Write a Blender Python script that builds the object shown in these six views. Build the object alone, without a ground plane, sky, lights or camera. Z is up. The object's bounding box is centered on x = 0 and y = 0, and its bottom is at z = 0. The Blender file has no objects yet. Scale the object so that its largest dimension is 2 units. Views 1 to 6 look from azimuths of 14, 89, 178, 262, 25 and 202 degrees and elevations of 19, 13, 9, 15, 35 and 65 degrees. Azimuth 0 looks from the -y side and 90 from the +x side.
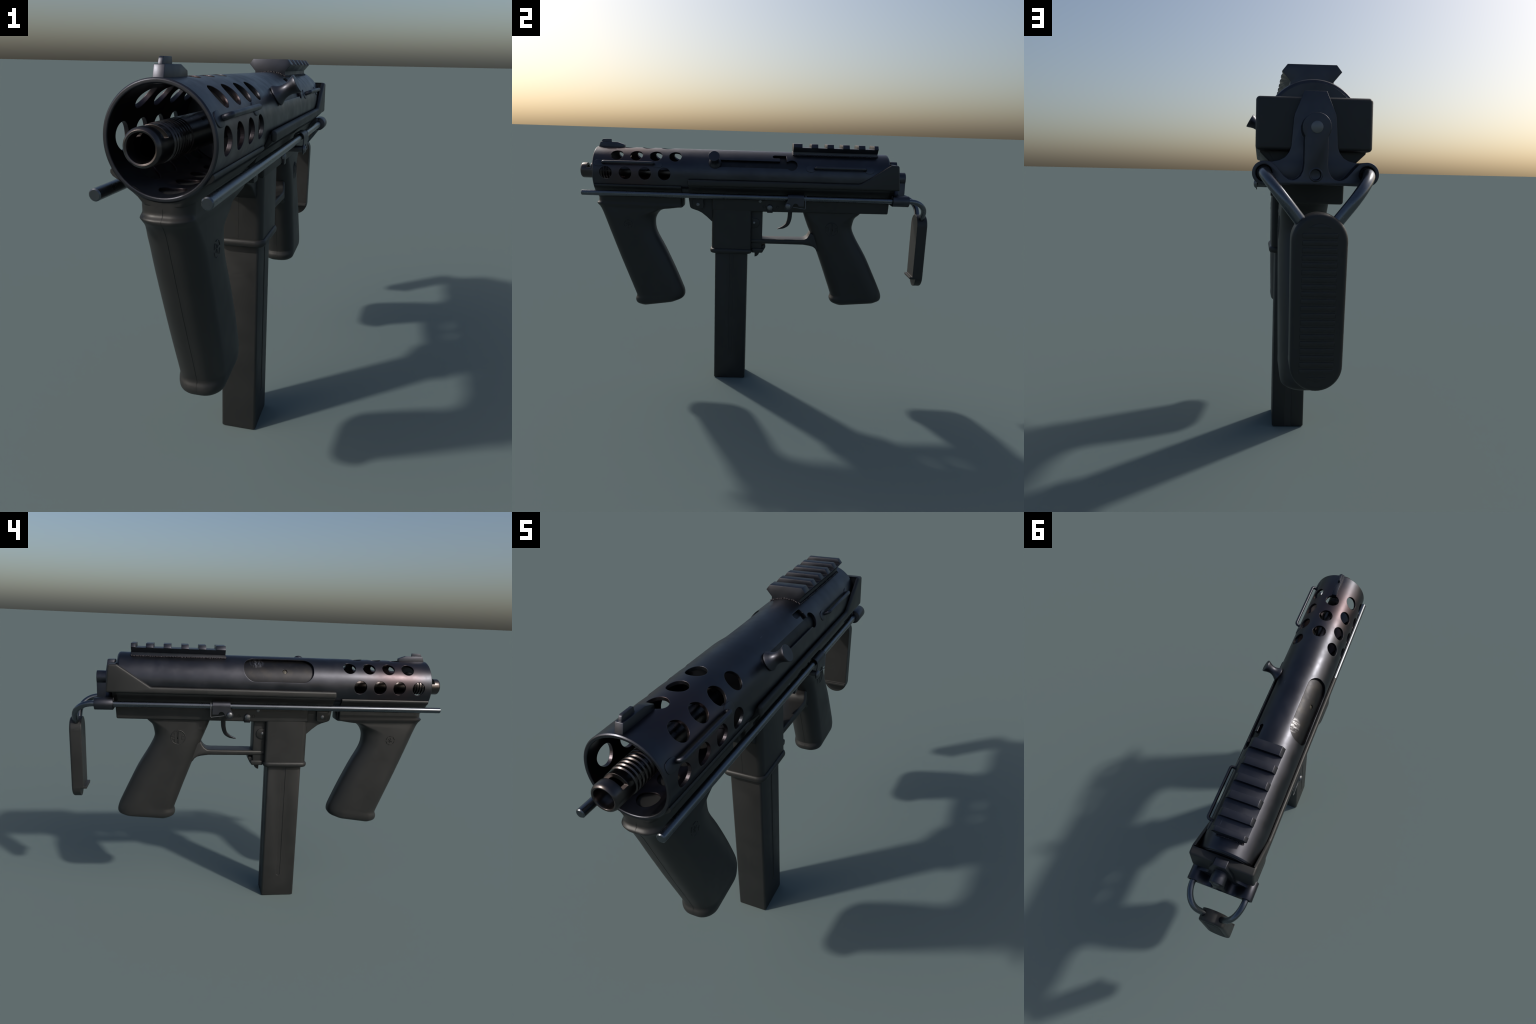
import bpy, bmesh, math, random
from mathutils import Vector, Matrix
random.seed(7)

# ------------------------------------------------------------------ frame
XC = -0.0207            # plane of symmetry of the body (the cocking knob sticks out on +x)
ZC = 1.2325             # axis of the round receiver
R_OUT, R_IN = 0.1364, 0.1245
COL = bpy.context.scene.collection


# ------------------------------------------------------------------ materials
def new_mat(name):
    m = bpy.data.materials.new(name)
    m.use_nodes = True
    nt = m.node_tree
    bsdf = nt.nodes["Principled BSDF"]
    return m, nt, bsdf


def noise(nt, scale, detail=4, rough=0.55, stretch=None):
    tc = nt.nodes.new("ShaderNodeTexCoord")
    mp = nt.nodes.new("ShaderNodeMapping")
    if stretch:
        mp.inputs["Scale"].default_value = stretch
    n = nt.nodes.new("ShaderNodeTexNoise")
    n.inputs["Scale"].default_value = scale
    n.inputs["Detail"].default_value = detail
    n.inputs["Roughness"].default_value = rough
    nt.links.new(tc.outputs["Object"], mp.inputs["Vector"])
    nt.links.new(mp.outputs["Vector"], n.inputs["Vector"])
    return n


def ramp(nt, src, stops):
    r = nt.nodes.new("ShaderNodeValToRGB")
    els = r.color_ramp.elements
    while len(els) < len(stops):
        els.new(0.5)
    for e, (p, c) in zip(els, stops):
        e.position = p
        e.color = (c, c, c, 1) if isinstance(c, (int, float)) else (*c, 1)
    nt.links.new(src, r.inputs["Fac"])
    return r


def mix(nt, fac, a, b, mode='MIX'):
    n = nt.nodes.new("ShaderNodeMix")
    n.data_type = 'RGBA'
    n.blend_type = mode
    for sock, v in ((n.inputs[0], fac), (n.inputs[6], a), (n.inputs[7], b)):
        if hasattr(v, "links"):
            nt.links.new(v, sock)
        elif isinstance(v, (int, float)):
            sock.default_value = v
        else:
            sock.default_value = (*v, 1)
    return n.outputs[2]


def maths(nt, op, a, b=None):
    n = nt.nodes.new("ShaderNodeMath")
    n.operation = op
    for i, v in enumerate((a, b)):
        if v is None:
            continue
        if hasattr(v, "links"):
            nt.links.new(v, n.inputs[i])
        else:
            n.inputs[i].default_value = v
    return n.outputs[0]


def surface_normal(nt, bsdf, bevel, bump_src=None, strength=0.1, dist=0.001):
    last = None
    if bevel:
        bv = nt.nodes.new("ShaderNodeBevel")
        bv.samples = 6
        bv.inputs["Radius"].default_value = bevel
        last = bv.outputs["Normal"]
    if bump_src is not None:
        bp = nt.nodes.new("ShaderNodeBump")
        bp.inputs["Strength"].default_value = strength
        bp.inputs["Distance"].default_value = dist
        nt.links.new(bump_src, bp.inputs["Height"])
        if last is not None:
            nt.links.new(last, bp.inputs["Normal"])
        last = bp.outputs["Normal"]
    if last is not None:
        nt.links.new(last, bsdf.inputs["Normal"])


def polymer_material(name, base, rough=0.5, bevel=0.0025):
    m, nt, b = new_mat(name)
    n1 = noise(nt, 9, 5)
    dark = tuple(c * 0.86 for c in base)
    light = tuple(c * 1.12 for c in base)
    c = ramp(nt, n1.outputs["Fac"], [(0.3, dark), (0.7, light)])
    # sparse darker scuffs
    n2 = noise(nt, 38, 3, 0.6, (1, 1, 0.35))
    s = ramp(nt, n2.outputs["Fac"], [(0.66, 0.0), (0.74, 0.55)])
    col = mix(nt, s.outputs["Color"], c.outputs["Color"], tuple(c_ * 0.55 for c_ in base))
    nt.links.new(col, b.inputs["Base Color"])
    r = ramp(nt, n1.outputs["Fac"], [(0.25, rough - 0.05), (0.75, rough + 0.07)])
    nt.links.new(r.outputs["Color"], b.inputs["Roughness"])
    b.inputs["Specular IOR Level"].default_value = 0.42
    fine = noise(nt, 420, 2, 0.6)
    surface_normal(nt, b, bevel, fine.outputs["Fac"], 0.10, 0.0008)
    return m


def metal_material(name, base, rough, metallic=1.0, bevel=0.002, scratches=0.0,
                   heat=False, wear=0.0, brushed=False, grain=0.04, patch=None, rvar=0.08):
    m, nt, b = new_mat(name)
    n1 = noise(nt, 6, 5)
    c = ramp(nt, n1.outputs["Fac"], [(0.3, tuple(x * 0.85 for x in base)),
                                     (0.7, tuple(x * 1.15 for x in base))])
    col = c.outputs["Color"]
    if heat:    # straw-brown heat tint round the middle of the vented part
        tc = nt.nodes.new("ShaderNodeTexCoord")
        sp = nt.nodes.new("ShaderNodeSeparateXYZ")
        nt.links.new(tc.outputs["Object"], sp.inputs[0])
        wob = maths(nt, 'MULTIPLY', noise(nt, 5, 2).outputs["Fac"], 0.12)
        yy = maths(nt, 'ADD', sp.outputs["Y"], wob)
        mr = nt.nodes.new("ShaderNodeMapRange")
        mr.inputs["From Min"].default_value = -0.98
        mr.inputs["From Max"].default_value = -0.30
        nt.links.new(yy, mr.inputs["Value"])
        band = ramp(nt, mr.outputs["Result"], [(0.22, 0.0), (0.42, 0.85), (0.56, 0.85), (0.80, 0.0)])
        warm = (base[0] * 1.22, base[1] * 0.90, base[2] * 0.84)
        col = mix(nt, band.outputs["Color"], col, warm)
    if wear:    # rubbed bright patches
        n3 = noise(nt, 16, 6, 0.65, (1, 1, 1))
        w = ramp(nt, n3.outputs["Fac"], [(0.60, 0.0), (0.72, wear)])
        col = mix(nt, w.outputs["Color"], col, (0.33, 0.32, 0.30))
    if patch:   # streaky bright rub mark where the finish is worn through
        tc = nt.nodes.new("ShaderNodeTexCoord")
        vm = nt.nodes.new("ShaderNodeVectorMath")
        vm.operation = 'DISTANCE'
        vm.inputs[1].default_value = patch
        nt.links.new(tc.outputs["Object"], vm.inputs[0])
        near = nt.nodes.new("ShaderNodeMapRange")
        near.inputs["From Min"].default_value = 0.042
        near.inputs["From Max"].default_value = 0.012
        nt.links.new(vm.outputs["Value"], near.inputs["Value"])
        streak = noise(nt, 42, 6, 0.75, (0.6, 3.0, 0.6))
        amount = maths(nt, 'MULTIPLY', near.outputs["Result"], ramp(nt, streak.outputs["Fac"], [(0.46, 0.0), (0.58, 1.0)]).outputs["Color"])
        col = mix(nt, amount, col, (0.36, 0.36, 0.38))
        # dull dust film elsewhere
        film = ramp(nt, noise(nt, 22, 6, 0.6).outputs["Fac"], [(0.50, 0.0), (0.70, 0.35)])
        col = mix(nt, film.outputs["Color"], col, (0.060, 0.055, 0.048))
    n5 = noise(nt, 15, 8, 0.6)
    rr = ramp(nt, n5.outputs["Fac"], [(0.28, rough - rvar), (0.5, rough), (0.72, rough + rvar)])
    rout = rr.outputs["Color"]
    if scratches:
        tc = nt.nodes.new("ShaderNodeTexCoord")
        mp = nt.nodes.new("ShaderNodeMapping")
        mp.inputs["Rotation"].default_value = (0.5, 0.3, 0.4)
        mp.inputs["Scale"].default_value = (90, 7, 14)
        n4 = nt.nodes.new("ShaderNodeTexNoise")
        n4.inputs["Scale"].default_value = 1.0
        n4.inputs["Detail"].default_value = 3
        nt.links.new(tc.outputs["Object"], mp.inputs["Vector"])
        nt.links.new(mp.outputs["Vector"], n4.inputs["Vector"])
        s = ramp(nt, n4.outputs["Fac"], [(0.74, 0.0), (0.79, scratches)])
        col = mix(nt, s.outputs["Color"], col, (0.28, 0.28, 0.30))
    nt.links.new(col, b.inputs["Base Color"])
    nt.links.new(rout, b.inputs["Roughness"])
    b.inputs["Metallic"].default_value = metallic
    fine = noise(nt, 260, 2, 0.5, (1, 0.25, 1) if brushed else None)
    surface_normal(nt, b, bevel, fine.outputs["Fac"] if grain else None, grain, 0.0003)
    return m


POLY = polymer_material("black_polymer", (0.0190, 0.0190, 0.0187), 0.47)
POLY_PLAIN = polymer_material("black_polymer_relief", (0.0190, 0.0190, 0.0187), 0.45, 0)
POLY_PAD = polymer_material("pad_polymer", (0.0190, 0.0190, 0.0187), 0.47, 0.005)
POLY_MAG = polymer_material("magazine_polymer", (0.0200, 0.0199, 0.0194), 0.50)
BLUED = metal_material("blued_steel", (0.064, 0.066, 0.077), 0.37, bevel=0.003, scratches=0.7, heat=True)
PARKER = metal_material("dark_parkerized_steel", (0.068, 0.070, 0.082), 0.42, bevel=0.002, scratches=0.2)
BARREL = metal_material("barrel_steel", (0.088, 0.078, 0.077), 0.30, bevel=0.002)
ROD = metal_material("polished_rod_steel", (0.135, 0.147, 0.165), 0.28, bevel=0.0, grain=0.0, rvar=0.02)
BOLT = metal_material("worn_bolt_steel", (0.036, 0.036, 0.039), 0.45, bevel=0.002, scratches=0.6, wear=0.05,
                      patch=(-0.0835, 0.040, 1.3400))
PIN = metal_material("pin_steel", (0.18, 0.185, 0.195), 0.45, bevel=0.002)
BOLT_PIN = metal_material("dull_pin_steel", (0.085, 0.080, 0.070), 0.60, bevel=0.002)
RAIL = metal_material("rail_steel", (0.062, 0.064, 0.076), 0.42, bevel=0.0007, scratches=0.3)
WELD = metal_material("weld_steel", (0.050, 0.046, 0.051), 0.46, bevel=0)
TRIG = metal_material("trigger_steel", (0.045, 0.045, 0.05), 0.36, bevel=0.002)


# ------------------------------------------------------------------ mesh helpers
def add(name, me, mat, parent=None, angle=35):
    me.name = name
    ob = bpy.data.objects.new(name, me)
    COL.objects.link(ob)
    me.materials.clear()
    me.materials.append(mat)
    if angle:
        for p in me.polygons:
            p.use_smooth = True
        me.set_sharp_from_angle(angle=math.radians(angle))
    if parent:
        ob.parent = parent
    return ob


def mesh(verts, faces):
    me = bpy.data.meshes.new("part")
    me.from_pydata([tuple(v) for v in verts], [], faces)
    bm = bmesh.new()
    bm.from_mesh(me)
    bmesh.ops.recalc_face_normals(bm, faces=bm.faces)
    bm.to_mesh(me)
    bm.free()
    return me


def prism(poly, origin, e1, e2, e3, d0, d1):
    """2-D polygon in the (e1, e2) plane pushed along e3 from d0 to d1."""
    o, e1, e2, e3 = (Vector(v) for v in (origin, e1, e2, e3))
    n = len(poly)
    vs = [o + e1 * a + e2 * b + e3 * d for d in (d0, d1) for a, b in poly]
    fs = [tuple(range(n)), tuple(range(n, 2 * n))[::-1]]
    fs += [(i, (i + 1) % n, n + (i + 1) % n, n + i) for i in range(n)]
    return mesh(vs, fs)


def slab_x(poly_yz, hw, x0=XC):          # side profile, symmetric thickness in x
    return prism(poly_yz, (x0, 0, 0), (0, 1, 0), (0, 0, 1), (1, 0, 0), -hw, hw)


def slab_xrange(poly_yz, a, b):
    return prism(poly_yz, (0, 0, 0), (0, 1, 0), (0, 0, 1), (1, 0, 0), a, b)


def slab_y(poly_xz, y0, y1):             # rear-view outline (x relative to XC)
    return prism(poly_xz, (XC, 0, 0), (1, 0, 0), (0, 0, 1), (0, 1, 0), y0, y1)


def box(x0, x1, y0, y1, z0, z1):
    return slab_xrange([(y0, z0), (y1, z0), (y1, z1), (y0, z1)], x0, x1)


def mirror_half(half):                   # right half of an (x, z) outline -> closed outline
    return half + [(-x, z) for x, z in reversed(half) if abs(x) > 1e-6]


def arc(cx, cy, r, a0, a1, n):
    return [(cx + r * math.cos(math.radians(a0 + (a1 - a0) * i / n)),
             cy + r * math.sin(math.radians(a0 + (a1 - a0) * i / n))) for i in range(n + 1)]


def circle(cx, cy, r, n=24):
    return arc(cx, cy, r, 0, 360 - 360 / n, n - 1)


def round_rect(x0, x1, y0, y1, r, n=6):
    return (arc(x1 - r, y1 - r, r, 0, 90, n) + arc(x0 + r, y1 - r, r, 90, 180, n)
            + arc(x0 + r, y0 + r, r, 180, 270, n) + arc(x1 - r, y0 + r, r, 270, 360, n))


def catmull(pts, steps):
    out = []
    n = len(pts)
    for i in range(n - 1):
        p0, p1, p2, p3 = (pts[max(i - 1, 0)], pts[i], pts[i + 1], pts[min(i + 2, n - 1)])
        for k in range(steps):
            t = k / steps
            out.append(tuple(0.5 * (2 * b + (c - a) * t + (2 * a - 5 * b + 4 * c - d) * t * t
                                    + (3 * b - a - 3 * c + d) * t ** 3)
                             for a, b, c, d in zip(p0, p1, p2, p3)))
    out.append(tuple(pts[-1]))
    return out


def with_modifiers(me, *specs):
    """Apply modifiers to a mesh through a throw-away object."""
    ob = bpy.data.objects.new("temp", me)
    COL.objects.link(ob)
    trash = []
    for kind, kw in specs:
        md = ob.modifiers.new(kind, kind)
        for k, v in kw.items():
            if k == "object":
                c = bpy.data.objects.new("cutter", v)
                COL.objects.link(c)
                trash.append(c)
                v = c
            setattr(md, k, v)
    bpy.context.view_layer.update()
    dg = bpy.context.evaluated_depsgraph_get()
    res = bpy.data.meshes.new_from_object(ob.evaluated_get(dg))
    for o in [ob] + trash:
        bpy.data.objects.remove(o, do_unlink=True)
    return res


def bevel(me, w, seg=3, angle=30, clamp=True):
    return with_modifiers(me, ("BEVEL", dict(width=w, segments=seg, limit_method='ANGLE',
                                             angle_limit=math.radians(angle),
                                             use_clamp_overlap=clamp)))


def cut(me, *cutters):
    return with_modifiers(me, *[("BOOLEAN", dict(operation='DIFFERENCE', solver='EXACT', object=c))
                                for c in cutters])


def join(*mes):
    bm = bmesh.new()
    for me in mes:
        bm.from_mesh(me)
    out = bpy.data.meshes.new("part")
    bm.to_mesh(out)
    bm.free()
    return out


def moved(me, mat):
    m2 = me.copy()
    m2.transform(mat)
    return m2


def revolve(profile, origin, axis, n=32, side=None):
    """profile = [(distance along axis, radius)]; ends with radius 0 close the body."""
    axis = Vector(axis).normalized()
    side = Vector(side or ((0, 0, 1) if abs(axis.z) < 0.9 else (1, 0, 0)))
    a = axis.cross(side).normalized()
    b = axis.cross(a)
    o = Vector(origin)
    vs, fs, rows = [], [], []
    for d, r in profile:
        if r <= 1e-7:
            rows.append([len(vs)])
            vs.append(o + axis * d)
        else:
            rows.append(list(range(len(vs), len(vs) + n)))
            for i in range(n):
                t = 2 * math.pi * i / n
                vs.append(o + axis * d + (a * math.cos(t) + b * math.sin(t)) * r)
    for p, q in zip(rows, rows[1:]):
        for i in range(n):
            j = (i + 1) % n
            if len(p) == 1 and len(q) > 1:
                fs.append((p[0], q[i], q[j]))
            elif len(q) == 1 and len(p) > 1:
                fs.append((p[i], q[0], p[j]))
            elif len(p) > 1:
                fs.append((p[i], q[i], q[j], p[j]))
    return mesh(vs, fs)


def sweep(path, r, n=16, chamfer=0.0):
    path = [Vector(p) for p in path]
    rows, vs, fs = [], [], []
    up = None
    radii = [r] * len(path)
    if chamfer:
        d0 = (path[1] - path[0]).normalized()
        d1 = (path[-2] - path[-1]).normalized()
        path = [path[0], path[0] + d0 * chamfer] + path[1:-1] + [path[-1] + d1 * chamfer, path[-1]]
        radii = [r - chamfer] + [r] * (len(path) - 2) + [r - chamfer]
    for i, p in enumerate(path):
        t = (path[min(i + 1, len(path) - 1)] - path[max(i - 1, 0)]).normalized()
        if up is None:
            up = Vector((0, 0, 1)) if abs(t.z) < 0.8 else Vector((1, 0, 0))
        up = (up - t * up.dot(t)).normalized()
        s = t.cross(up)
        rows.append(len(vs))
        for k in range(n):
            a = 2 * math.pi * k / n
            vs.append(p + (up * math.cos(a) + s * math.sin(a)) * radii[i])
    for i in range(len(path) - 1):
        for k in range(n):
            fs.append((rows[i] + k, rows[i] + (k + 1) % n, rows[i + 1] + (k + 1) % n, rows[i + 1] + k))
    fs.append(tuple(range(n)))
    fs.append(tuple(rows[-1] + k for k in range(n)))
    return mesh(vs, fs)


def radial_prism(poly_yt, theta, r0, r1):
    """outline in (y, tangential) pushed outwards from the receiver axis at angle theta."""
    c, s = math.cos(math.radians(theta)), math.sin(math.radians(theta))
    return prism(poly_yt, (XC, 0, ZC), (0, 1, 0), (-s, 0, c), (c, 0, s), r0, r1)


def polar(theta, r, y):
    return (XC + r * math.cos(math.radians(theta)), y, ZC + r * math.sin(math.radians(theta)))


# ------------------------------------------------------------------ the thing
gun = bpy.data.objects.new("submachine_gun", None)
gun["label"] = "compact black submachine gun with vented shroud, two grips, folded stock"
gun["category"] = "firearm"
COL.objects.link(gun)

# ---------------- receiver tube with vent holes, ejection port and cocking slot
Y0, Y1 = -0.906, 0.746
tube_profile = [(Y0 + 0.0035, R_OUT), (Y1 - 0.010, R_OUT), (Y1 - 0.003, R_OUT - 0.003), (Y1, R_OUT - 0.009),
                (Y1, R_IN), (Y0 + 0.002, R_IN), (Y0, R_IN + 0.002), (Y0, R_OUT - 0.0035)]
NSEG = 144
tube = revolve(tube_profile + [tube_profile[0]], (XC, 0, ZC), (0, 1, 0), NSEG)
bm = bmesh.new()
bm.from_mesh(tube)
bmesh.ops.remove_doubles(bm, verts=bm.verts, dist=1e-6)
bmesh.ops.recalc_face_normals(bm, faces=bm.faces)
bm.to_mesh(tube)
bm.free()

HOLE_R, PITCH = 0.0345, 0.1075
holes = []
for k in range(8):
    theta = 45 * k
    even = k % 2 == 0
    first = -0.831 if even else -0.7735
    for i in range(4):
        if theta == 90 and i == 0:
            continue                       # the front sight stands here
        holes.append(radial_prism(circle(first + i * PITCH, 0, HOLE_R, 40), theta, 0.09, 0.17))
hole_cutter = join(*holes)

port_cutter = radial_prism(round_rect(-0.256, 0.111, -0.069, 0.069, 0.060, 10), 143, 0.09, 0.17)
slot_cutter = radial_prism(round_rect(-0.252, 0.197, -0.0218, 0.0218, 0.0205, 8), 30, 0.09, 0.17)
slot_end = radial_prism(circle(0.1965, 0, 0.0315, 36), 30, 0.09, 0.17)
notch = radial_prism(arc(0.102, 0, 0.0125, 90, 270, 10) + [(0.160, -0.0125), (0.166, -0.007), (0.166, 0.007), (0.160, 0.0125)],
                     53.5, 0.09, 0.17)
notch_neck = radial_prism([(0.130, -0.018), (0.1675, -0.018), (0.1675, 0.014), (0.130, 0.014)], 43.5, 0.09, 0.17)
tube = cut(tube, hole_cutter, port_cutter, slot_cutter, slot_end, notch, notch_neck)
receiver = add("receiver_tube", tube, BLUED, gun, 30)
# exact round shading on the drawn cylinder faces
def round_shading(me, is_round):
    cn = [None] * len(me.loops)
    for p in me.polygons:
        p.use_smooth = True
        rc = math.hypot(p.center.x - XC, p.center.z - ZC)
        for li in p.loop_indices:
            v = me.vertices[me.loops[li].vertex_index].co
            rad = Vector((v.x - XC, 0, v.z - ZC)).normalized()
            d = p.normal.dot(rad)
            cn[li] = (rad if d > 0 else -rad) if abs(d) > 0.93 and is_round(rc) else p.normal.copy()
    me.normals_split_custom_set(cn)


round_shading(receiver.data, lambda r: r > R_OUT - 0.003 or r < R_IN + 0.001)

# breech block inside, visible through port and slot
bolt = revolve([(-0.36, 0.0), (-0.36, 0.121), (-0.355, 0.1235), (0.40, 0.1235), (0.405, 0.0)],
               (XC, 0, ZC), (0, 1, 0), 96)
bolt = cut(bolt, radial_prism(circle(-0.1035, 0, 0.0125, 20), 146.6, 0.105, 0.15))
bolt_ob = add("bolt", bolt, BOLT, gun, 30)
round_shading(bolt_ob.data, lambda r: r > 0.1215)
c, s_ = math.cos(math.radians(146.6)), math.sin(math.radians(146.6))
add("bolt_pin", revolve([(0.100, 0), (0.100, 0.0115), (0.1185, 0.0115), (0.1190, 0.0105), (0.1190, 0)], (XC, -0.1035, ZC), (c, 0, s_), 20, (0, 1, 0)),
    BOLT_PIN, bolt_ob, 40)
# front wall that carries the barrel, rear plug
add("barrel_bushing", revolve([(-0.405, 0.0), (-0.405, 0.1235), (-0.365, 0.1235), (-0.365, 0)], (XC, 0, ZC), (0, 1, 0), 64),
    PARKER, gun, 30)
add("end_plug", revolve([(0.70, 0), (0.70, 0.1240), (0.7430, 0.1240), (0.7450, 0.1270), (0.7478, 0.1260), (0.7478, 0)], (XC, 0, ZC), (0, 1, 0), 72),
    PARKER, gun, 30)

# ---------------- barrel with thread and notched muzzle
prof = [(-0.40, 0.0), (-0.40, 0.0455), (-0.805, 0.0455), (-0.808, 0.0415)]
y = -0.812
for i in range(7):                              # thread turns
    prof += [(y, 0.0415), (y - 0.004, 0.0452), (y - 0.0095, 0.0452), (y - 0.0135, 0.0415)]
    y -= 0.0155
prof += [(-0.925, 0.0430), (-0.990, 0.0430), (-0.9965, 0.0408), (-1.0, 0.0365), (-0.9985, 0.0325), (-0.992, 0.0300),
         (-0.72, 0.0300), (-0.72, 0)]
barrel = revolve(prof, (XC, 0, ZC), (0, 1, 0), 64)
barrel = cut(barrel, box(XC - 0.06, XC + 0.06, -0.966, -0.943, ZC + 0.017, ZC + 0.08))
add("barrel", barrel, BARREL, gun, 40)

# ---------------- front sight
sight = join(bevel(slab_x([(-0.902, 1.355), (-0.887, 1.3955), (-0.792, 1.3955), (-0.7525, 1.382), (-0.7515, 1.355)], 0.0132), 0.0018, 2),
             bevel(slab_x([(-0.887, 1.38), (-0.883, 1.3985), (-0.878, 1.4085), (-0.872, 1.4115), (-0.828, 1.4115), (-0.826, 1.38)],
                          0.0055), 0.0015, 2))
add("front_sight", sight, RAIL, gun, 40)

# ---------------- top rail with cross slots and weld bead
rail_half = [(0.0685, 1.4172), (0.0836, 1.3985), (0.0605, 1.3720), (0.0605, 1.3600), (0.0630, 1.3450), (0.0, 1.3450)]
rail_poly = [(0.0, 1.4172)] + rail_half[:-1]
rail_poly = mirror_half([(x, z) for x, z in [(0.0, 1.4172)] + rail_half])
rail = slab_y([p for p in rail_poly], 0.2042, 0.6795)
gaps = [(0.2535, 0.3045), (0.3415, 0.3925), (0.4295, 0.4805), (0.5180, 0.5685), (0.6055, 0.6565)]
rail = cut(rail, join(*[box(XC - 0.12, XC + 0.12, a, b, 1.3965, 1.45) for a, b in gaps]))
rail_ob = add("top_rail", bevel(rail, 0.0009, 2, 25), RAIL, gun, 35)
bead = bmesh.new()
bead_path = []
for sx in (-1, 1):
    for i in range(64):
        bead_path.append((XC + sx * 0.0630, 0.206 + i * 0.0075, 1.2325 + math.sqrt(R_OUT ** 2 - 0.0630 ** 2)))
for yy in (0.2045, 0.6795):
    for i in range(22):
        x = -0.063 + 0.126 * i / 21
        bead_path.append((XC + x, yy, 1.2325 + math.sqrt(R_OUT ** 2 - x * x)))
for x, yy, z in bead_path:
    s = random.uniform(0.0042, 0.0054)
    m = (Matrix.Translation((x + random.uniform(-.001, .001), yy + random.uniform(-.0015, .0015), z + 0.001))
         @ Matrix.Rotation(random.uniform(0, 3), 4, 'Y') @ Matrix.Diagonal((s, s * 1.0, s * 0.75, 1)))
    bmesh.ops.create_icosphere(bead, subdivisions=2, radius=1.0, matrix=m)
bme = bpy.data.meshes.new("weld")
bead.to_mesh(bme)
bead.free()
w = add("weld_bead", bme, WELD, rail_ob, 80)
w["kind"] = "stuff"

# ---------------- cocking knob
knob_dir = Vector((math.cos(math.radians(30.5)), 0, math.sin(math.radians(30.5))))
knob = revolve([(0.10, 0), (0.10, 0.0285), (0.1335, 0.0295), (0.1365, 0.0338), (0.1405, 0.0348), (0.1455, 0.0325), (0.153, 0.0268),
                (0.163, 0.0222), (0.174, 0.0203), (0.185, 0.0208), (0.197, 0.0240), (0.207, 0.0283), (0.2135, 0.0302),
                (0.2160, 0.0300), (0.2168, 0.0291), (0.2168, 0)],
               (XC, -0.2295, ZC), knob_dir, 40, (0, 1, 0))
add("cocking_handle", knob, PARKER, gun, 30)

# ---------------- sling loops on the right flank
def oval(cy, hl, ht, n=24):
    return [(cy + hl * math.copysign(abs(math.cos(2 * math.pi * i / n)) ** 0.8, math.cos(2 * math.pi * i / n)),
             ht * math.copysign(abs(math.sin(2 * math.pi * i / n)) ** 0.8, math.sin(2 * math.pi * i / n))) for i in range(n)]


def sling_loop(ya, yb):
    th = 22.3
    tabs = [bevel(radial_prism(oval(c, 0.0265, 0.0195), th, 0.12, 0.1383), 0.0012, 2) for c in (ya, yb)]
    w = 0.0078
    pts = [polar(th, 0.130, ya + 0.023), polar(th, 0.147, ya + 0.024)]
    for i in range(1, 6):
        a = math.radians(90 * i / 5)
        pts.append(polar(th, 0.147 + 0.011 * math.sin(a), ya + 0.024 + 0.011 * (1 - math.cos(a))))
    pts2 = []
    for i in range(0, 6):
        a = math.radians(90 * i / 5)
        pts2.append(polar(th, 0.147 + 0.011 * math.cos(a), yb - 0.035 + 0.011 * math.sin(a)))
    pts2.append(polar(th, 0.130, yb - 0.023))
    ob = add("sling_loop", sweep(pts + pts2, w, 14), PARKER, gun, 40)
    for t in tabs:
        add("weld_tab", t, PARKER, ob, 35)


sling_loop(-0.868, -0.5455)
sling_loop(0.3035, 0.628)

# ---------------- lower frame (polymer)
def cradle_arc(z_top, r=0.131, n=14):
    a0 = math.degrees(math.asin((z_top - ZC) / r))
    return [(r * math.cos(math.radians(a0 + (-90 - a0) * i / n)), ZC + r * math.sin(math.radians(a0 + (-90 - a0) * i / n)))
            for i in range(n + 1)]


# upper ledge running into the stepped rear box
upper = slab_x([(-0.3785, 1.2075), (0.580, 1.2090), (0.743, 1.3180), (0.7880, 1.3165), (0.8010, 1.1775), (-0.3785, 1.1725)], 0.1538)
upper = bevel(upper, 0.0105, 5, 20)
upper = cut(upper, box(XC - 0.137, XC + 0.137, -0.5, 0.7485, 1.10, 1.5))
upper = bevel(upper, 0.003, 2, 60)
flare = ([(0.0, 1.095), (0.086, 1.095), (0.0890, 1.112), (0.0965, 1.1285), (0.1115, 1.1440), (0.1285, 1.1605), (0.1410, 1.1725), (0.1440, 1.185),
          (0.1440, 1.1960)] + cradle_arc(1.1960))
flare_me = bevel(slab_y(mirror_half(flare), -0.3765, 0.7690), 0.003, 2, 40)
rear_fill = slab_y(mirror_half(flare[:9] + [(0.0, 1.1960)]), 0.7475, 0.7685)
body = bevel(slab_x([(-0.247, 1.108), (-0.247, 1.0335), (0.04, 1.0315), (0.7570, 1.0365), (0.7600, 1.0930), (0.7630, 1.108)], 0.0880), 0.007, 3)
nose = bevel(slab_x([(-0.3845, 1.115), (-0.3830, 1.0923), (-0.3755, 1.0440), (-0.3700, 1.0370), (-0.3570, 1.0320), (-0.3300, 1.0235), (-0.3080, 1.0130),
                     (-0.2790, 0.9905), (-0.2480, 0.9620), (-0.20, 0.920), (-0.20, 1.115)], 0.0630), 0.005, 3, 25)
frame = add("lower_frame", join(upper, flare_me, rear_fill, body, nose), POLY, gun, 35)

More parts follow.
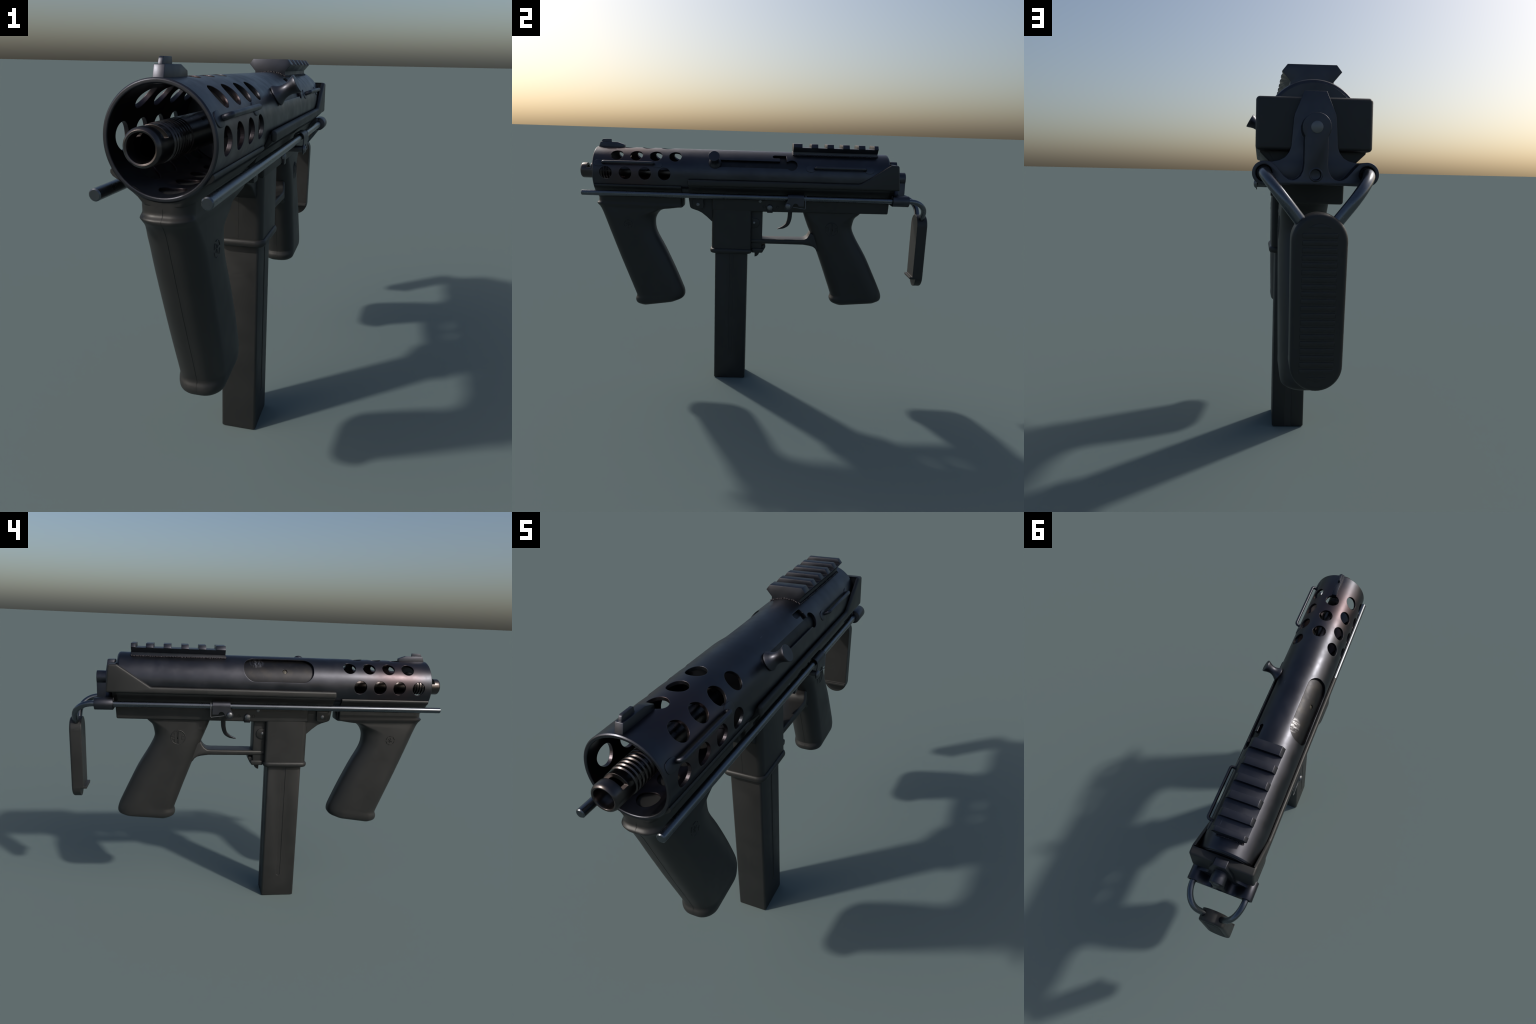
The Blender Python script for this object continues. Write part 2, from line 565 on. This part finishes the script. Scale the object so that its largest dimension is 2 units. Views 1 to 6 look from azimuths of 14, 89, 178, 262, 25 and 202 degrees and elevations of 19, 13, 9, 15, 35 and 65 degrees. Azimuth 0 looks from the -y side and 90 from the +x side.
# lugs at the nose
for sx in (-1, 1):
    lug = bevel(prism([(-0.3575, 1.10), (-0.3575, 1.052)] + arc(-0.3415, 1.052, 0.016, 180, 270, 5) + arc(-0.3120, 1.052, 0.016, 270, 360, 5)
                      + [(-0.2960, 1.10)], (XC, 0, 0), (0, 1, 0), (0, 0, 1), (sx, 0, 0), 0.04, 0.0795), 0.002, 2)
    ob = add("frame_lug", lug, POLY, frame, 35)
    add("rivet", revolve([(0.07, 0), (0.07, 0.0095), (0.0815, 0.0095), (0.0825, 0.008), (0.0830, 0)], (XC, -0.3275, 1.0625), (sx, 0, 0), 20), PIN, frame, 40)

# ---------------- magazine well with rolled lip
def well_outline(y0, y1, hw, rf, rb, n=6):        # front corners rounder than the rear ones
    return (arc(y1 - rb, hw - rb, rb, 0, 90, n) + arc(y0 + rf, hw - rf, rf, 90, 180, n)
            + arc(y0 + rf, -hw + rf, rf, 180, 270, n) + arc(y1 - rb, -hw + rb, rb, 270, 360, n))


well = with_modifiers(prism(well_outline(-0.2490, -0.0215, 0.0865, 0.027, 0.014), (XC, 0, 0), (0, 1, 0), (1, 0, 0), (0, 0, 1), 0.7895, 1.06))
well_ob = add("magazine_well", well, POLY, gun, 30)
lip_path = well_outline(-0.2480, -0.0255, 0.0860, 0.027, 0.018)
lv, lf = [], []
NL = 12
for i, (a, b) in enumerate(lip_path):
    p0, p1 = lip_path[i - 1], lip_path[(i + 1) % len(lip_path)]
    t = Vector((p1[0] - p0[0], p1[1] - p0[1])).normalized()
    nrm = (t.y, -t.x)
    for k in range(NL):
        u = 2 * math.pi * k / NL
        dn, dz = 0.0105 * math.cos(u), 0.0145 * math.sin(u)
        lv.append((XC + b + nrm[1] * dn, a + nrm[0] * dn, 0.7975 + dz))
n = len(lip_path)
for i in range(n):
    for k in range(NL):
        lf.append((i * NL + k, i * NL + (k + 1) % NL, ((i + 1) % n) * NL + (k + 1) % NL, ((i + 1) % n) * NL + k))
add("well_lip", mesh(lv, lf), POLY, well_ob, 60)
add("mold_seam", sweep([(XC, -0.2490, 0.99), (XC, -0.2490, 0.812)], 0.0005, 6), POLY_PLAIN, well_ob, 60)

# catch housing behind the well
housing = bevel(slab_x([(-0.04, 0.80), (0.0395, 0.80), (0.0425, 0.86), (0.0420, 1.040), (-0.04, 1.040)], 0.054), 0.006, 3)
house_ob = add("catch_housing", housing, POLY, well_ob, 35)
for sx in (-1, 1):
    tab = prism([(-0.026, 0.9335), (-0.002, 0.9335)] + arc(-0.002, 0.962, 0.0285, -90, 90, 10) + [(-0.026, 0.9905)],
                (XC, 0, 0), (0, 1, 0), (0, 0, 1), (sx, 0, 0), 0.045, 0.0600)
    add("catch_boss", bevel(tab, 0.002, 2), POLY, house_ob, 35)
    add("rivet", revolve([(0.05, 0), (0.05, 0.0072), (0.0610, 0.0072), (0.0622, 0.005), (0.0622, 0)], (XC, -0.0065, 0.9628), (sx, 0, 0), 16), PIN, house_ob, 40)
catch = join(bevel(slab_x([(-0.017, 0.812), (-0.017, 0.785), (0.046, 0.785), (0.0520, 0.800), (0.0500, 0.812)], 0.060), 0.007, 3),
             bevel(slab_x([(0.03, 0.790), (0.050, 0.790), (0.0640, 0.816), (0.0625, 0.829), (0.052, 0.831), (0.03, 0.82)], 0.040), 0.005, 3),
             bevel(slab_x([(0.0, 0.79), (0.001, 0.7535)] + [(0.0130, 0.757), (0.0220, 0.765), (0.0285, 0.778), (0.030, 0.79)], 0.020), 0.002, 2))
add("magazine_catch", catch, POLY, house_ob, 35)

# ---------------- magazine
mag = prism(round_rect(-0.2290, -0.0425, -0.0695, 0.0695, 0.010, 4), (XC, 0, 0), (0, 1, 0), (1, 0, 0), (0, 0, 1), 0.0, 0.90)
groove = [(-0.1445, 0.86)] + arc(-0.1330, 0.1375, 0.0115, 180, 360, 10) + [(-0.1215, 0.86)]
mag = bevel(mag, 0.003, 2, 60)
mag = cut(mag, join(slab_xrange(groove, XC + 0.0677, XC + 0.09), slab_xrange(groove, XC - 0.09, XC - 0.0677)),
          box(XC - 0.015, XC + 0.015, -0.0437, -0.03, -0.02, 0.86))
mag_ob = add("magazine", mag, POLY_MAG, gun, 30)

# ---------------- trigger, guard
trig_c = [(0.2055, 1.06, .0125), (0.2022, 1.018, .0123), (0.1998, 0.985, .0118), (0.1890, 0.953, .0105), (0.1665, 0.934, .0072), (0.1480, 0.927, .0042), (0.1300, 0.9215, .0016)]
tc = catmull(trig_c, 5)
L, Rr = [], []
for i, (yy, zz, hh) in enumerate(tc):
    a, b = tc[max(i - 1, 0)], tc[min(i + 1, len(tc) - 1)]
    t = Vector((b[0] - a[0], b[1] - a[1])).normalized()
    L.append((yy - t.y * hh, zz + t.x * hh))
    Rr.append((yy + t.y * hh, zz - t.x * hh))
add("trigger", bevel(slab_x(L + Rr[::-1], 0.0125), 0.0035, 3, 50), TRIG, gun, 40)

# ---------------- grips
def grip_loft(rows, steps=4):
    """rows: (front y, front z, back y, back z, half width, front radius, back radius)"""
    rows = catmull(rows, steps)
    vs, fs = [], []
    NC = 10
    for fy, fz, by, bz, hw, rf, rb in rows:
        d = Vector((by - fy, bz - fz))
        L = d.length
        d.normalize()
        # elliptical corners: deep along the grip, almost the full half width across it
        af, ab = min(rf, L * .45), min(rb, L * .48)
        bf, bb = min(rf * 1.1, hw * 0.82), min(rb * 1.1, hw * 0.84)
        sec = []
        for cs, cx, a, b, a0 in ((L - ab, hw - bb, ab, bb, 0), (af, hw - bf, af, bf, 90),
                                 (af, -hw + bf, af, bf, 180), (L - ab, -hw + bb, ab, bb, 270)):
            for k in range(NC + 1):
                t = math.radians(a0 + 90 * k / NC)
                sec.append((cs + a * math.cos(t), cx + b * math.sin(t)))
        for s, x in sec:
            vs.append((XC + x, fy + d.x * s, fz + d.y * s))
    n = 4 * (NC + 1)
    for i in range(len(rows) - 1):
        for k in range(n):
            fs.append((i * n + k, i * n + (k + 1) % n, (i + 1) * n + (k + 1) % n, (i + 1) * n + k))
    fs.append(tuple(range(n)))
    fs.append(tuple((len(rows) - 1) * n + k for k in range(n)))
    return mesh(vs, fs), rows


rear_rows = [
    (0.2665, 1.0500, 0.6214, 1.0500, 0.0700, 0.035, 0.040),
    (0.2781, 1.0230, 0.6038, 1.0250, 0.0710, 0.035, 0.040),
    (0.2917, 0.9850, 0.5806, 1.0000, 0.0730, 0.045, 0.060),
    (0.3059, 0.9480, 0.5705, 0.9680, 0.0750, 0.066, 0.095),
    (0.3216, 0.9116, 0.5690, 0.9330, 0.0760, 0.066, 0.095),
    (0.3627, 0.8074, 0.5962, 0.8750, 0.0760, 0.066, 0.095),
    (0.4047, 0.6980, 0.6557, 0.7760, 0.0755, 0.066, 0.095),
    (0.4369, 0.6100, 0.7071, 0.6720, 0.0750, 0.066, 0.095),
    (0.4621, 0.5400, 0.7545, 0.5720, 0.0740, 0.066, 0.095),
    (0.4626, 0.5250, 0.7636, 0.5480, 0.0738, 0.066, 0.095),
    (0.4586, 0.5130, 0.7676, 0.5320, 0.0738, 0.066, 0.095),
    (0.4596, 0.5010, 0.7676, 0.5190, 0.0730, 0.066, 0.095),
    (0.4662, 0.4900, 0.7626, 0.5070, 0.0700, 0.060, 0.080),
    (0.4803, 0.4810, 0.7505, 0.4990, 0.0640, 0.060, 0.080),
    (0.5025, 0.4740, 0.7323, 0.4935, 0.0500, 0.030, 0.030),
    (0.5327, 0.4700, 0.7061, 0.4905, 0.0300, 0.020, 0.020)]
rear_me, rr = grip_loft(rear_rows)
rear_grip = add("pistol_grip", rear_me, POLY, gun, 50)
add("mold_seam", sweep([(XC, a[0] - 0.0002, a[1]) for a in rr[20:-12:2]], 0.0005, 6), POLY_PLAIN, rear_grip, 60)

front_rows = [
    (-0.9020, 1.1000, -0.4260, 1.1000, 0.0675, 0.045, 0.006),
    (-0.9020, 1.0800, -0.4260, 1.0800, 0.0672, 0.045, 0.006),
    (-0.9035, 1.0640, -0.4260, 1.0600, 0.0670, 0.045, 0.006),
    (-0.9136, 1.0535, -0.4270, 1.0450, 0.0690, 0.045, 0.006),
    (-0.9125, 1.0450, -0.4320, 1.0365, 0.0692, 0.058, 0.050),
    (-0.9020, 1.0340, -0.4694, 1.0310, 0.0680, 0.058, 0.050),
    (-0.8919, 1.0180, -0.5198, 1.0260, 0.0690, 0.058, 0.050),
    (-0.8808, 0.9930, -0.5533, 1.0120, 0.0715, 0.058, 0.050),
    (-0.8687, 0.9600, -0.5765, 0.9830, 0.0740, 0.066, 0.108),
    (-0.8536, 0.9180, -0.5851, 0.9460, 0.0750, 0.066, 0.108),
    (-0.8334, 0.8620, -0.5755, 0.8880, 0.0755, 0.066, 0.108),
    (-0.7850, 0.7300, -0.5251, 0.7900, 0.0757, 0.066, 0.108),
    (-0.7457, 0.6280, -0.4686, 0.6670, 0.0750, 0.066, 0.108),
    (-0.7074, 0.5280, -0.4253, 0.5630, 0.0735, 0.066, 0.108),
    (-0.6993, 0.5020, -0.4152, 0.5340, 0.0728, 0.066, 0.108),
    (-0.7044, 0.4860, -0.4132, 0.5150, 0.0732, 0.066, 0.108),
    (-0.7059, 0.4720, -0.4162, 0.5000, 0.0728, 0.066, 0.108),
    (-0.7003, 0.4580, -0.4263, 0.4880, 0.0700, 0.060, 0.085),
    (-0.6872, 0.4490, -0.4424, 0.4790, 0.0640, 0.060, 0.085),
    (-0.6620, 0.4435, -0.4666, 0.4710, 0.0500, 0.030, 0.030),
    (-0.6267, 0.4440, -0.4969, 0.4660, 0.0300, 0.020, 0.020)]
front_me, fr = grip_loft(front_rows)
saddle = ([(0.0, 1.088), (0.062, 1.088), (0.0672, 1.0930), (0.0760, 1.1040), (0.0920, 1.1190), (0.1080, 1.1370), (0.1200, 1.1500), (0.1225, 1.1535),
           (0.1255, 1.1575), (0.1255, 1.1635), (0.1225, 1.1675), (0.1140, 1.1675)] + cradle_arc(1.1665))
def loft_y(stations):
    """stations: [(y, closed outline of (x, z))], all outlines with the same count."""
    n = len(stations[0][1])
    vs = [(XC + x, y, z) for y, poly in stations for x, z in poly]
    fs = [(i * n + k, i * n + (k + 1) % n, (i + 1) * n + (k + 1) % n, (i + 1) * n + k)
          for i in range(len(stations) - 1) for k in range(n)]
    fs += [tuple(range(n)), tuple((len(stations) - 1) * n + k for k in range(n))]
    return mesh(vs, fs)


saddle_full = mirror_half(saddle)
stations = []
for yy, k in ((-0.9000, 0.60), (-0.8985, 0.70), (-0.8940, 0.80), (-0.8860, 0.89), (-0.8740, 0.96), (-0.8560, 1.0), (-0.4170, 1.0)):
    # the neck under the ledge is rounded at the front end
    stations.append((yy, [(x * (1 - (1 - k) * max(0.0, min(1.0, (1.150 - z) / 0.055))), z) for x, z in saddle_full]))
saddle_me = loft_y(stations)
tongue = bevel(slab_x([(-0.46, 1.10), (-0.46, 1.0330), (-0.428, 1.0345), (-0.420, 1.040), (-0.416, 1.048), (-0.4150, 1.10)], 0.040), 0.006, 3)
front_grip = add("foregrip", join(front_me, saddle_me, tongue), POLY, gun, 45)
add("mold_seam", sweep([(XC, a[0] - 0.0002, a[1]) for a in fr[4:-14:2]], 0.0005, 6), POLY_PLAIN, front_grip, 60)

# trigger guard: bar from the well to the pistol grip, swelling into it
guard_poly = [(-0.027, 0.8665), (0.270, 0.8685), (0.2880, 0.8710), (0.3030, 0.8800), (0.3140, 0.8940), (0.3215, 0.9130), (0.40, 0.88), (0.40, 0.78),
              (0.3640, 0.8020), (0.3560, 0.8150), (0.3420, 0.8260), (0.3200, 0.8330), (0.2820, 0.8395), (-0.027, 0.8400)]
gx = []
bmg = bmesh.new()
guard = slab_x(guard_poly, 0.057)
# widen the rear end of the guard so that it melts into the grip flank
for v in guard.vertices:
    t = max(0.0, min(1.0, (v.co.y - 0.285) / 0.075))
    v.co.x = XC + (v.co.x - XC) * (1 - 0.20 * t * t * (3 - 2 * t))
bmg.free()
guard = bevel(guard, 0.0085, 4, 30)
add("trigger_guard", guard, POLY, gun, 50)

# emblems moulded into the grips (plain stand-ins: ring with bars, six-sided sign)
def emblem_bar(cy, cz, dy, dz, w, rot, x_a, x_b):
    c, s = math.cos(math.radians(rot)), math.sin(math.radians(rot))
    return bevel(prism([(-dy, -dz), (dy, -dz), (dy, dz), (-dy, dz)], (XC, cy, cz), (0, c, s), (0, -s, c), (1, 0, 0), x_a, x_b), 0.0008, 1)


for sx in (-1, 1):
    parts = []
    ring = []
    for k in range(40):
        a = 2 * math.pi * k / 40
        ring.append((XC + sx * 0.0751, 0.4430 + 0.0375 * math.cos(a), 0.9395 + 0.0375 * math.sin(a)))
    parts.append(sweep(ring + [ring[0]], 0.0024, 8))
    xa, xb = sx * 0.070, sx * (0.0780 if sx < 0 else 0.0770)
    for cy, cz, dy, dz, rot in ((0.4400, 0.9395, 0.0022, 0.034, 0), (0.4465, 0.950, 0.0022, 0.020, 0), (0.4465, 0.925, 0.0022, 0.016, 0),
                                (0.4620, 0.9395, 0.0022, 0.024, 0), (0.4700, 0.9455, 0.007, 0.0018, 0), (0.4700, 0.9320, 0.007, 0.0018, 0),
                                (0.4240, 0.9395, 0.0020, 0.010, 0), (0.4170, 0.9480, 0.008, 0.0018, 20), (0.4170, 0.9310, 0.008, 0.0018, -25)):
        parts.append(emblem_bar(cy, cz, dy, dz, 0, rot, min(xa, xb), max(xa, xb)))
    add("emblem", join(*parts), POLY_PLAIN, rear_grip, 40)
    parts = []
    xa, xb = sx * 0.071, sx * (0.0776 if sx < 0 else 0.0764)
    for k in range(6):
        a = math.radians(60 * k)
        parts.append(emblem_bar(-0.7280 + 0.023 * math.sin(a), 0.9370 + 0.023 * math.cos(a), 0.0090, 0.0014, 0, -60 * k, min(xa, xb), max(xa, xb)))
    for rot in (35, 95, 155):
        parts.append(emblem_bar(-0.7280, 0.9370, 0.013, 0.0014, 0, rot, min(xa, xb), max(xa, xb)))
    add("emblem", join(*parts), POLY_PLAIN, front_grip, 40)

# ---------------- pins in the frame
def pin(yy, zz, r, hw, sx, dome=0.006, mat=PIN, par=frame, name="pin"):
    return add(name, revolve([(hw - 0.02, 0), (hw - 0.02, r), (hw + dome * 0.45, r), (hw + dome * 0.8, r * 0.85), (hw + dome, r * 0.5), (hw + dome * 1.05, 0)],
                             (XC, yy, zz), (sx, 0, 0), 24), mat, par, 40)


for sx in (-1, 1):
    pin(0.0815, 1.0585, 0.0170, 0.088, sx, 0.011)
    pin(0.0255, 1.0910, 0.0085, 0.088, sx, 0.002)
    for yy in (0.1265, 0.0485):
        ring = [(XC + sx * 0.0880, yy + 0.0075 * math.cos(2 * math.pi * k / 18), 1.061 + 0.0075 * math.sin(2 * math.pi * k / 18)) for k in range(19)]
        add("pin_collar", sweep(ring, 0.0014, 6), POLY, frame, 60)
    add("selector_block", bevel(slab_xrange([(0.0665, 1.028), (0.0985, 1.028), (0.0985, 1.050), (0.0665, 1.050)],
                                            XC + min(sx * 0.070, sx * 0.0965), XC + max(sx * 0.070, sx * 0.0965)), 0.002, 2), TRIG, frame, 40)

# ---------------- stock: rods, bracket, butt pad
ROD_X, ROD_Z, ROD_R = 0.1310, 1.1190, 0.0150
stock = add("stock_bracket", mesh([(0, 0, 0), (1, 0, 0), (0, 1, 0)], [(0, 1, 2)]), PARKER, gun)   # mesh filled below
half_plate = [(0.0, 1.3300), (0.0290, 1.3300), (0.0535, 1.2710), (0.0555, 1.2600), (0.0610, 1.1880), (0.0660, 1.1740), (0.0760, 1.1610), (0.0900, 1.1530),
              (0.1100, 1.1485), (0.1250, 1.1485), (0.1250, 1.0925), (0.0, 1.0925)]
plate = slab_y(mirror_half(half_plate), 0.7640, 0.8080)
for v in plate.vertices:                                   # top flap leans forward over the box
    if v.co.z > 1.32 and v.co.y > 0.79:
        v.co.y -= 0.008
plate = bevel(plate, 0.0015, 2, 25)
half_rib = (arc(0, 1.2340, 0.0368, 90, -38, 14) + [(0.0300, 1.2080), (0.0300, 1.1420), (0.0325, 1.1260), (0.0390, 1.1130), (0.0480, 1.1055), (0.0580, 1.1025),
            (0.0680, 1.1040), (0.0790, 1.1110), (0.0890, 1.1220), (0.0990, 1.1340), (0.1080, 1.1430), (0.1180, 1.1485)]
            + arc(ROD_X, ROD_Z, 0.0305, 95, -90, 18) + [(0.0, 1.0915)])
rib = slab_y(mirror_half(half_rib), 0.7660, 0.8580)
rib = cut(rib, join(*[revolve([(0.835, 0), (0.835, 0.0205), (0.9, 0.0205), (0.9, 0)], (XC + sx * ROD_X, 0, ROD_Z), (0, 1, 0), 28) for sx in (-1, 1)]),
          revolve([(0.845, 0), (0.845, 0.0135), (0.9, 0.0135), (0.9, 0)], (XC, 0, 1.1165), (0, 1, 0), 24))
rib = bevel(rib, 0.0022, 2, 40)
ring = [(XC + 0.0155 * math.cos(2 * math.pi * k / 28), 0.8575, 1.1165 + 0.0155 * math.sin(2 * math.pi * k / 28)) for k in range(29)]
stock.data = join(plate, rib, sweep(ring, 0.0022, 8))
stock.data.name = "stock_bracket"
stock.data.materials.append(PARKER)
for p in stock.data.polygons:
    p.use_smooth = True
stock.data.set_sharp_from_angle(angle=math.radians(35))
add("pivot_pin", revolve([(0.84, 0), (0.84, 0.0155), (0.8588, 0.0155), (0.8600, 0.0135), (0.8603, 0)], (XC, 0, 1.2345), (0, 1, 0), 28), PIN, stock, 40)

for sx in (-1, 1):
    pts = [(XC + sx * ROD_X, -0.9685, ROD_Z), (XC + sx * ROD_X, -0.5, ROD_Z), (XC + sx * ROD_X, 0.2, ROD_Z), (XC + sx * ROD_X, 0.8650, ROD_Z)]
    dirn = Vector((-sx * 0.088, 0, -0.112)).normalized()      # bends down and inwards
    rb = 0.100
    c0 = Vector((XC + sx * ROD_X, 0.8650, ROD_Z))
    for i in range(1, 17):
        a = math.radians(90 * i / 16)
        pts.append(tuple(c0 + Vector((0, 1, 0)) * rb * math.sin(a) + dirn * rb * (1 - math.cos(a))))
    end = Vector(pts[-1])
    pts.append(tuple(end + dirn * 0.055))
    add("stock_rod", sweep(pts, ROD_R, 24, 0.003), ROD, stock, 35)

PZ0, PZ1 = 0.5980, 1.0300
pw, pw2 = 0.0668, 0.0640
def pad_outline(inset):
    return (arc(0, PZ1 - pw, pw - inset, 0, 180, 24) + arc(0, PZ0 + pw2, pw2 - inset, 180, 360, 24))


pad_stations = [(0.9230, pad_outline(0.0025)), (0.9250, pad_outline(0.0))]
for k in range(7):                                       # rolled rear edge
    a = math.radians(90 * k / 6)
    pad_stations.append((0.9890 + 0.0110 * math.sin(a), pad_outline(0.0110 * (1 - math.cos(a)))))
pad = loft_y(pad_stations)
pad = cut(pad, join(box(-0.3, 0.3, 0.85, 0.9390, 0.6640, 1.2), box(-0.3, 0.3, 0.85, 0.9570, 0.4, 0.6520)))
pad_ob = add("butt_pad", pad, POLY_PAD, stock, 30)
slat = bevel(slab_y([(-0.0415, 0), (0.0415, 0), (0.0415, 0.0122), (-0.0415, 0.0122)], 0.9965, 1.0012), 0.0012, 2)
slat_ob = None
for i in range(20):
    z = 0.6435 + i * (0.9895 - 0.6435) / 20
    if slat_ob is None:
        slat_ob = add("pad_rib", slat, POLY, pad_ob, 40)
        o = slat_ob
    else:
        o = slat_ob.copy()
        COL.objects.link(o)
    o.location = (0, 0, z)
for pts in (arc(0, 0.9665, 0.0400, 48, 132, 12), arc(0, 0.6655, 0.0400, 228, 312, 12)):
    add("pad_crescent", bevel(slab_y(pts, 0.9965, 1.0010), 0.001, 2), POLY, pad_ob, 40)

# ---------------- rod latches (bent sheet, pivot, spring wire) on both flanks
def latch(sx):
    t = 0.0035
    o = (XC, 0, 0)
    outer_poly = ([(0.2705, 1.1220), (0.2705, 1.0770), (0.2400, 1.0770)] + arc(0.2240, 1.0770, 0.0150, 0, 180, 8)[1:-1]
                  + [(0.2060, 1.0745)] + arc(0.1820, 1.0745, 0.0200, -20, -200, 10) + [(0.1790, 1.1080), (0.1790, 1.1220)])
    outer = prism(outer_poly, o, (0, 1, 0), (0, 0, 1), (sx, 0, 0), 0.1495, 0.1495 + t)
    # roof bent over the rod: half ring of radius 0.019 about the rod
    vs, fs = [], []
    n = 14
    for yy in (0.1790, 0.2705):
        for rr_ in (0.0185, 0.0220):
            for i in range(n + 1):
                a = math.radians(180 * i / n)
                vs.append((XC + sx * (ROD_X + rr_ * math.cos(a)), yy, 1.1215 + rr_ * math.sin(a)))
    m = n + 1
    for i in range(n):
        fs += [(i, i + 1, m + i + 1, m + i), (2 * m + i, 2 * m + i + 1, 3 * m + i + 1, 3 * m + i),
               (i, i + 1, 2 * m + i + 1, 2 * m + i), (m + i, m + i + 1, 3 * m + i + 1, 3 * m + i)]
    for i in (0, n):
        fs.append((i, m + i, 3 * m + i, 2 * m + i))
    roof = mesh(vs, fs)
    inner = prism([(0.2705, 1.1218), (0.2705, 1.085), (0.1790, 1.085), (0.1790, 1.1218)], o, (0, 1, 0), (0, 0, 1), (sx, 0, 0), 0.1088, 0.1088 + t)
    ob = add("rod_latch", join(outer, roof, inner), PARKER, gun, 35)
    add("pivot_pin", revolve([(0.08, 0), (0.08, 0.013), (0.150, 0.013), (0.150, 0.0165), (0.156, 0.0160), (0.160, 0.0125), (0.162, 0.007), (0.1625, 0)],
                             (XC, 0.1815, 1.0765), (sx, 0, 0), 28), PIN, ob, 40)
    x = XC + sx * 0.151
    add("spring_wire", sweep([(XC + sx * 0.120, 0.2790, 1.1400), (XC + sx * 0.146, 0.2790, 1.1390), (x, 0.2792, 1.1340), (x, 0.2788, 1.0660), (x, 0.2770, 1.0635),
                              (x, 0.2740, 1.0635), (x, 0.2090, 1.0720)], 0.0017, 8), PIN, ob, 60)


latch(1)
latch(-1)
